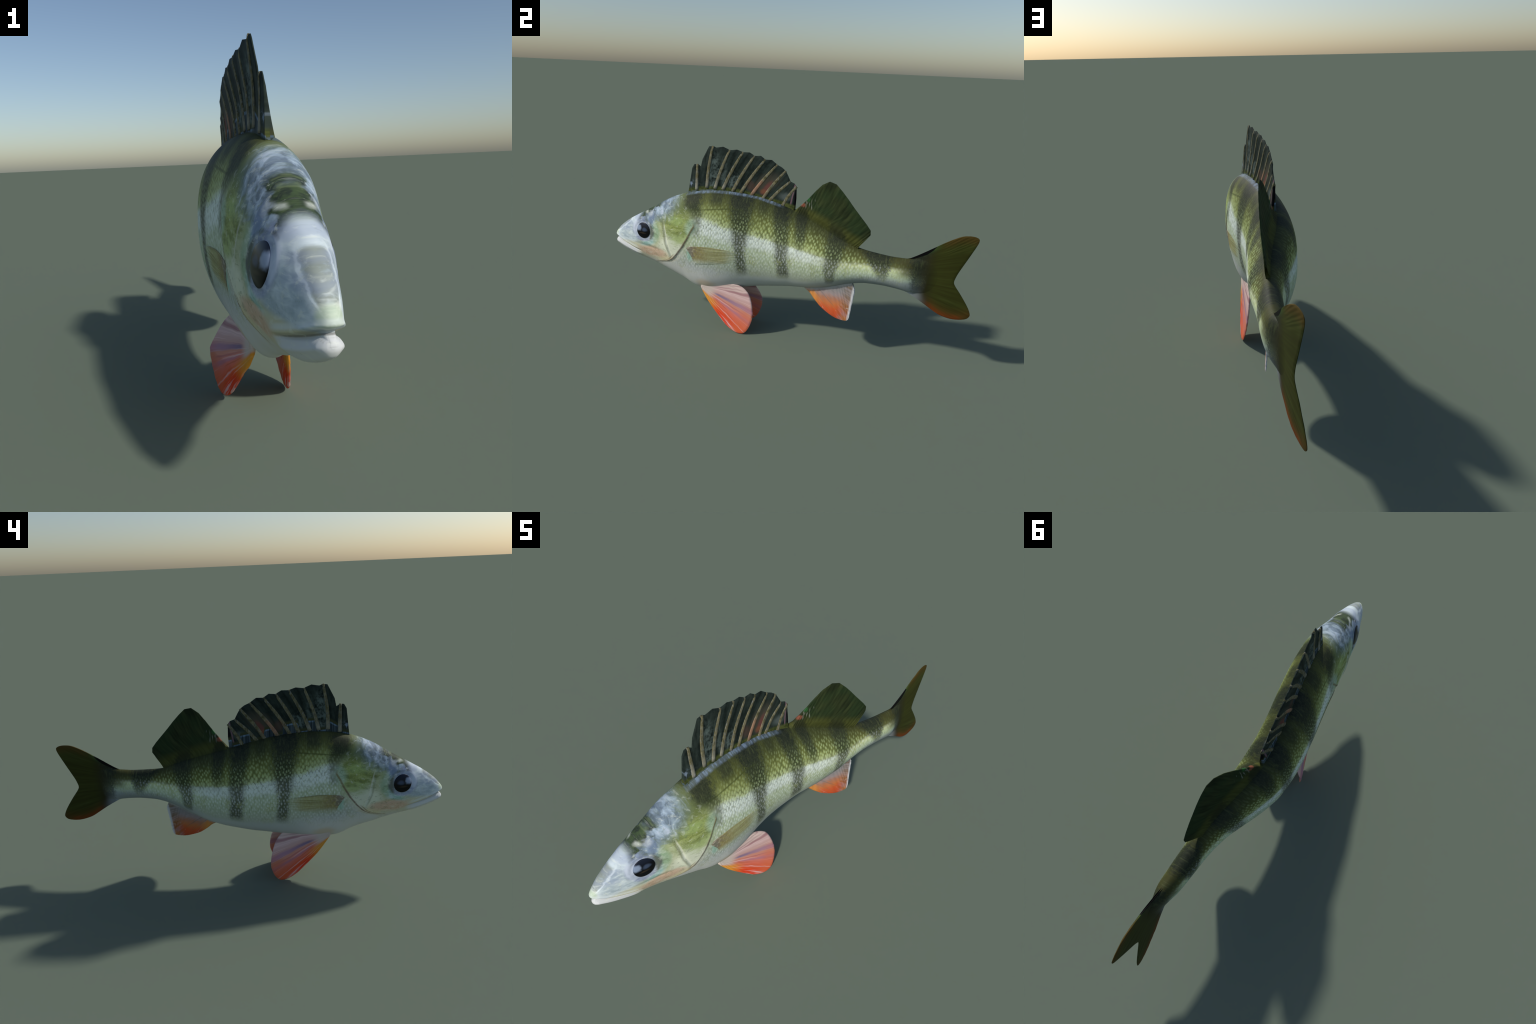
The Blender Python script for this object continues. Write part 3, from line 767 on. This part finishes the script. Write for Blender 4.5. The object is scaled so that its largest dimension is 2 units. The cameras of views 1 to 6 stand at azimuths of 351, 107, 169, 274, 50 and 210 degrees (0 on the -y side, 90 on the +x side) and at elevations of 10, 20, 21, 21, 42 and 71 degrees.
def mat_spiny_dorsal(side):
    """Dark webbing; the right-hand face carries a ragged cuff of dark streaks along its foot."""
    g = Graph('dorsal_webbing')
    y, z = g.y, g.z
    slant = y + (z - .75) * g.curve(y, [(-.55, .05), (-.4, -.12), (-.2, -.45), (.06, -.75)])
    n1 = g.noise(slant * 60, z * 8, .1, scale=1.0, detail=3) - .5
    n2 = g.noise(y, z, .5, scale=40, detail=4, rough=.65, dist=.5) - .5
    col = g.mix(g.sm(n1 + n2 * .6, -.3, .3), (.009, .014, .012), (.036, .050, .042))
    pale = g.mx(g.ell(y, z, (-.385, .88), (.030, .10), .4), g.mx(g.ell(y, z, (-.335, .875), (.020, .08), .4) * .5,
           g.ell(y, z, (-.285, .845), (.035, .040), .5) * .9))
    col = g.mix(pale * g.sm(n2 + n1 * .5, -.16, .22) * .75, col, (.17, .22, .20))
    col = g.mix(g.ell(y, z, (-.50, .80), (.03, .025), .5) * g.sm(n2, .0, .15) * .8, col, (.25, .32, .42))
    col = g.mix(g.ell(slant, z, (-.155, .845), (.050, .050), .5, n2) * .55, col, (.10, .085, .060))
    col = g.mix(g.ell(y, z, (-.185, .825), (.020, .026), .5) * .35, col, (.15, .075, .055))
    col = g.mix(g.ell(y + (z - .82) * -.6, z, (-.098, .820), (.017, .034), .5) * .55, col, (.20, .055, .05))
    col = g.mix(g.ell(y, z, (-.115, .800), (.018, .012), .5) * .45, col, (.25, .10, .04))
    col = g.mix(g.ell(y, z, (.005, .785), (.030, .018), .6, n2) * .45, col, (.15, .18, .17))
    col = g.mix(g.sm(y - (z - .72) * .12, .040, .052), col, (.006, .005, .007))
    col = g.mix(g.line(y - (z - .72) * .16 - .034, .006) * g.sm(z, .73, .76) * .6, col, (.26, .15, .18))
    base = g.curve(y, [(-.56, .752), (-.515, .768), (-.46, .779), (-.406, .786), (-.326, .787), (-.247, .781),
                       (-.168, .769), (-.089, .753), (-.009, .738), (.06, .724)])
    if side > 0:
        col = g.mix(g.sm(z - base + n2 * .012, .027, .014), col, g.mix(g.sm(n2, -.1, .1), (.040, .052, .016), (.085, .10, .030)))
        col = g.mix(g.sm(z - base, .006, .0) * g.sm(n1, -.15, .1) * g.sm(y, .0, -.1) * .4, col, (.16, .22, .31))  # fin foot tinted blue to carry on the back's highlight
    else:
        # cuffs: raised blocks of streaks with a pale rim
        ph = g.m('SINE', (y + .05) * 58.0) + g.m('SINE', (y + .30) * 93.0) * .6
        lift = g.sm(ph, -.35, .05) * g.curve(y, [(-.5, .012), (-.42, .050), (-.2, .045), (0, .040), (.06, .03)])
        d = z - base - lift - .006
        st = g.noise(y * 170, z * 2, .2, scale=1.0, detail=2) - .5
        col = g.mix(g.sm(d, .022, .008), col, (.050, .055, .026))
        cuff = g.mix(g.sm(st, -.2, .3), (.014, .022, .028), (.085, .115, .13))
        col = g.mix(g.sm(d, .003, -.003), col, cuff)
        col = g.mix(g.line(d + .003, .006) * g.sm(n2 + st, -.3, .2) * .8, col, (.16, .25, .36))
        col = g.mix(g.sm(z - base, .008, -.006), col, (.030, .042, .024))
    return g.finish(col, rough=.6, spec=.04, bump=n1 + n2 * .5, strength=.3, dist=.0015)

def mat_spine():
    g = Graph('spine_bone')
    n = g.noise(g.y, g.z, .2, scale=45, detail=3) - .5
    e = g.noise(g.y * 4, g.z * .5, .4, scale=90, detail=2) - .5
    col = g.mix(g.sm(n, -.15, .2), (.095, .088, .042), (.20, .18, .10))
    col = g.mix(g.sm(e, .0, .15) * .6, col, (.21, .225, .23))
    col = g.mix(g.sm(e, -.04, -.2) * .6, col, (.045, .045, .022))
    col = g.mix(g.sm(g.z, .86, .80) * g.sm(g.y, -.26, -.36) * .4, col, (.36, .36, .32))
    col = g.mix(g.ell(g.y, g.z, (-.15, .82), (.05, .04), .5) * .5, col, (.42, .20, .13))
    return g.finish(col, rough=.6, spec=.04)

def mat_anal():
    g = Graph('anal_fin_web')
    y, z = g.y, g.z
    ay, az = y - .02, z - .50
    ang = g.m('ARCTAN2', az, ay); rad = g.m('SQRT', ay * ay + az * az)
    ray = g.noise(ang * 34, rad * 5, .3, scale=1.0, detail=3, rough=.6) - .5
    n = g.noise(y, z, .1, scale=35, detail=3) - .5
    bot = g.fcurve(y, BOT, .1, .5, 14)
    dz = bot - z + n * .02
    # distance along the blade from root towards the outer lower edge
    q = dz - (y - .28) * .35 + ray * .05
    col = g.ramp(g.sm(q, -.02, .17), [(0, (.27, .27, .27)), (.18, (.34, .27, .26)), (.34, (.40, .19, .12)),
                                      (.56, (.52, .17, .060)), (.80, (.56, .10, .030)), (1, (.50, .075, .026))])
    col = g.mix(g.sm(q, .02, .06) * g.sm(y, .26, .20) * .7, col, (.74, .30, .05))
    col = g.mix(g.sm(y - (z - .2) * .12 + n * .03, .335, .385) * .62, col, g.mix(g.sm(ray, -.1, .15), (.20, .12, .055), (.30, .26, .25)))
    col = g.mix(g.sm(z, .22, .19) * g.sm(y, .36, .40) * .6, col, (.50, .20, .05))
    col = g.mix(g.sm(y - (z - .2) * .085, .400, .412) * .85, col, (.68, .70, .72))
    col = g.mix(g.sm(ray, .06, .26) * .38, col, (.46, .33, .31))
    col = g.mix(g.sm(ray, -.06, -.26) * .5, col, (.20, .10, .055))
    col = g.mix(g.sm(n, .14, .25) * g.sm(dz, .0, .05) * .45, col, (.62, .56, .48))
    col = g.mix(g.sm(dz, .018, -.004), col, (.40, .42, .40))
    return g.finish(col, rough=.6, spec=.04, bump=ray, strength=.3, dist=.002)

def mat_pelvic():
    g = Graph('pelvic_fin_web')
    y, z = g.y, g.z
    ay, az = y + .475, z - .245
    ang = g.m('ARCTAN2', az, ay); rad = g.m('SQRT', ay * ay + az * az)
    u = (ang + .745) / .82                     # 0 along the leading edge, 1 along the belly
    w = g.noise(y, z, .1, scale=14, detail=2) - .5
    ray = g.noise(u * 24 + w * 1.2, rad * 2.2, .3, scale=1.0, detail=3, rough=.6) - .5
    uu = u + w * .05
    col = g.ramp(uu, [(0, (.72, .055, .014)), (.08, (.76, .085, .028)), (.18, (.71, .145, .080)), (.34, (.65, .21, .17)),
                      (.46, (.60, .26, .18)), (.60, (.56, .34, .30)), (.75, (.62, .42, .40)), (.88, (.64, .48, .43)), (1, (.64, .50, .44))])
    col = g.mix(g.sm(ray, -.02, -.20) * .80, col, g.mix(g.sm(uu, .25, .55), (.50, .115, .06), (.40, .20, .23)))
    col = g.mix(g.sm(ray, .02, .16) * .85, col, (.74, .52, .50))
    col = g.mix(g.line(uu - .53 + ray * .05, .07) * g.sm(rad, .10, .16) * .75, col, g.mix(g.sm(rad, .30, .14), (.34, .20, .30), (.13, .13, .26)))
    col = g.mix(g.line(uu - .33 + ray * .06, .045) * g.sm(rad, .13, .2) * .5, col, (.36, .19, .28))
    col = g.mix(g.line(uu - .82, .055) * g.sm(rad, .17, .24) * .7, col, (.36, .18, .19))
    # orange leading edge near the root, pale root, warm outer rim
    col = g.mix(g.sm(rad, .22, .10) * g.sm(u, .34, .12) * .9, col, (.72, .33, .045))
    col = g.mix(g.sm(rad + ray * .04, .155, .085) * g.sm(u, .12, .30) * .85, col, (.60, .53, .46))
    col = g.mix(g.sm(rad, .29, .35) * g.sm(u, .75, .3) * .45, col, (.66, .16, .065))
    return g.finish(col, rough=.6, spec=.04, bump=ray, strength=.35, dist=.002)

def mat_pectoral():
    g = Graph('pectoral_fin_web')
    flank, _, _ = skin_colour(g)
    y, z = g.y, g.z
    ay, az = y + .56, z - .435
    ang = g.m('ARCTAN2', az, ay); rad = g.m('SQRT', ay * ay + az * az)
    ray = g.noise(ang * 60, rad * 6, .3, scale=1.0, detail=3, rough=.65) - .5
    n = g.noise(y, z, .1, scale=60, detail=3) - .5
    col = g.mix(g.sm(ray, -.2, .25), (.23, .195, .055), (.47, .46, .21))
    col = g.mix(g.sm(y, -.36, -.43) * .75, col, g.mix(g.sm(n, -.1, .15), (.20, .13, .035), (.33, .25, .07)))
    col = g.mix(g.sm(z + ray * .03, .425, .395) * .6, col, (.46, .50, .37))
    col = g.mix(g.sm(y + n * .05 - (z - .43) * .25, -.448, -.474) * .75, col, g.mix(g.sm(n, .0, .2), (.17, .105, .095), (.44, .37, .36)))
    col = g.mix(g.sm(y + n * .06, -.31, -.22) * g.sm(ray, -.22, .08) * .9, col, (.50, .57, .43))
    col = g.mix(g.sm(z + ray * .02 - (y + .3) * -.05, .478, .486) * .6, col, (.16, .13, .04))
    keep = g.sm(y + n * .05 + ray * .08, -.195, -.29) * g.sm(z + n * .02 + ray * .02 + (y + .46) * .03, .388, .415)
    col = g.mix(.18 + keep * .62, flank, col)
    return g.finish(col, rough=.6, spec=.04, bump=ray, strength=.35, dist=.002)

def mat_eye():
    g = Graph('eye_gloss')
    y, z = g.y, g.z
    dy, dz = y - EYE_Y, z - EYE_Z
    n = g.noise(y, z, .1, scale=40, detail=2) - .5
    col = g.mix(g.sm(dz, .005, .035), (.004, .004, .005), (.010, .014, .026))
    painted_glint = g.ell(y, z, (EYE_Y - .030, EYE_Z + .013), (.017, .016), .4, n)
    col = g.mix(painted_glint * .85, col, (.27, .34, .47))
    col = g.mix(g.ell(y, z, (EYE_Y + .010, EYE_Z + .006), (.016, .009), .6, n) * .5, col, (.09, .13, .22))  # both pale blue blobs are reflections painted onto the dark eye
    col = g.mix(g.ell(y, z, (EYE_Y - .005, EYE_Z - .014), (.020, .004), .6, n) * .4, col, (.07, .05, .03))
    return g.finish(col, rough=.28, spec=.18)

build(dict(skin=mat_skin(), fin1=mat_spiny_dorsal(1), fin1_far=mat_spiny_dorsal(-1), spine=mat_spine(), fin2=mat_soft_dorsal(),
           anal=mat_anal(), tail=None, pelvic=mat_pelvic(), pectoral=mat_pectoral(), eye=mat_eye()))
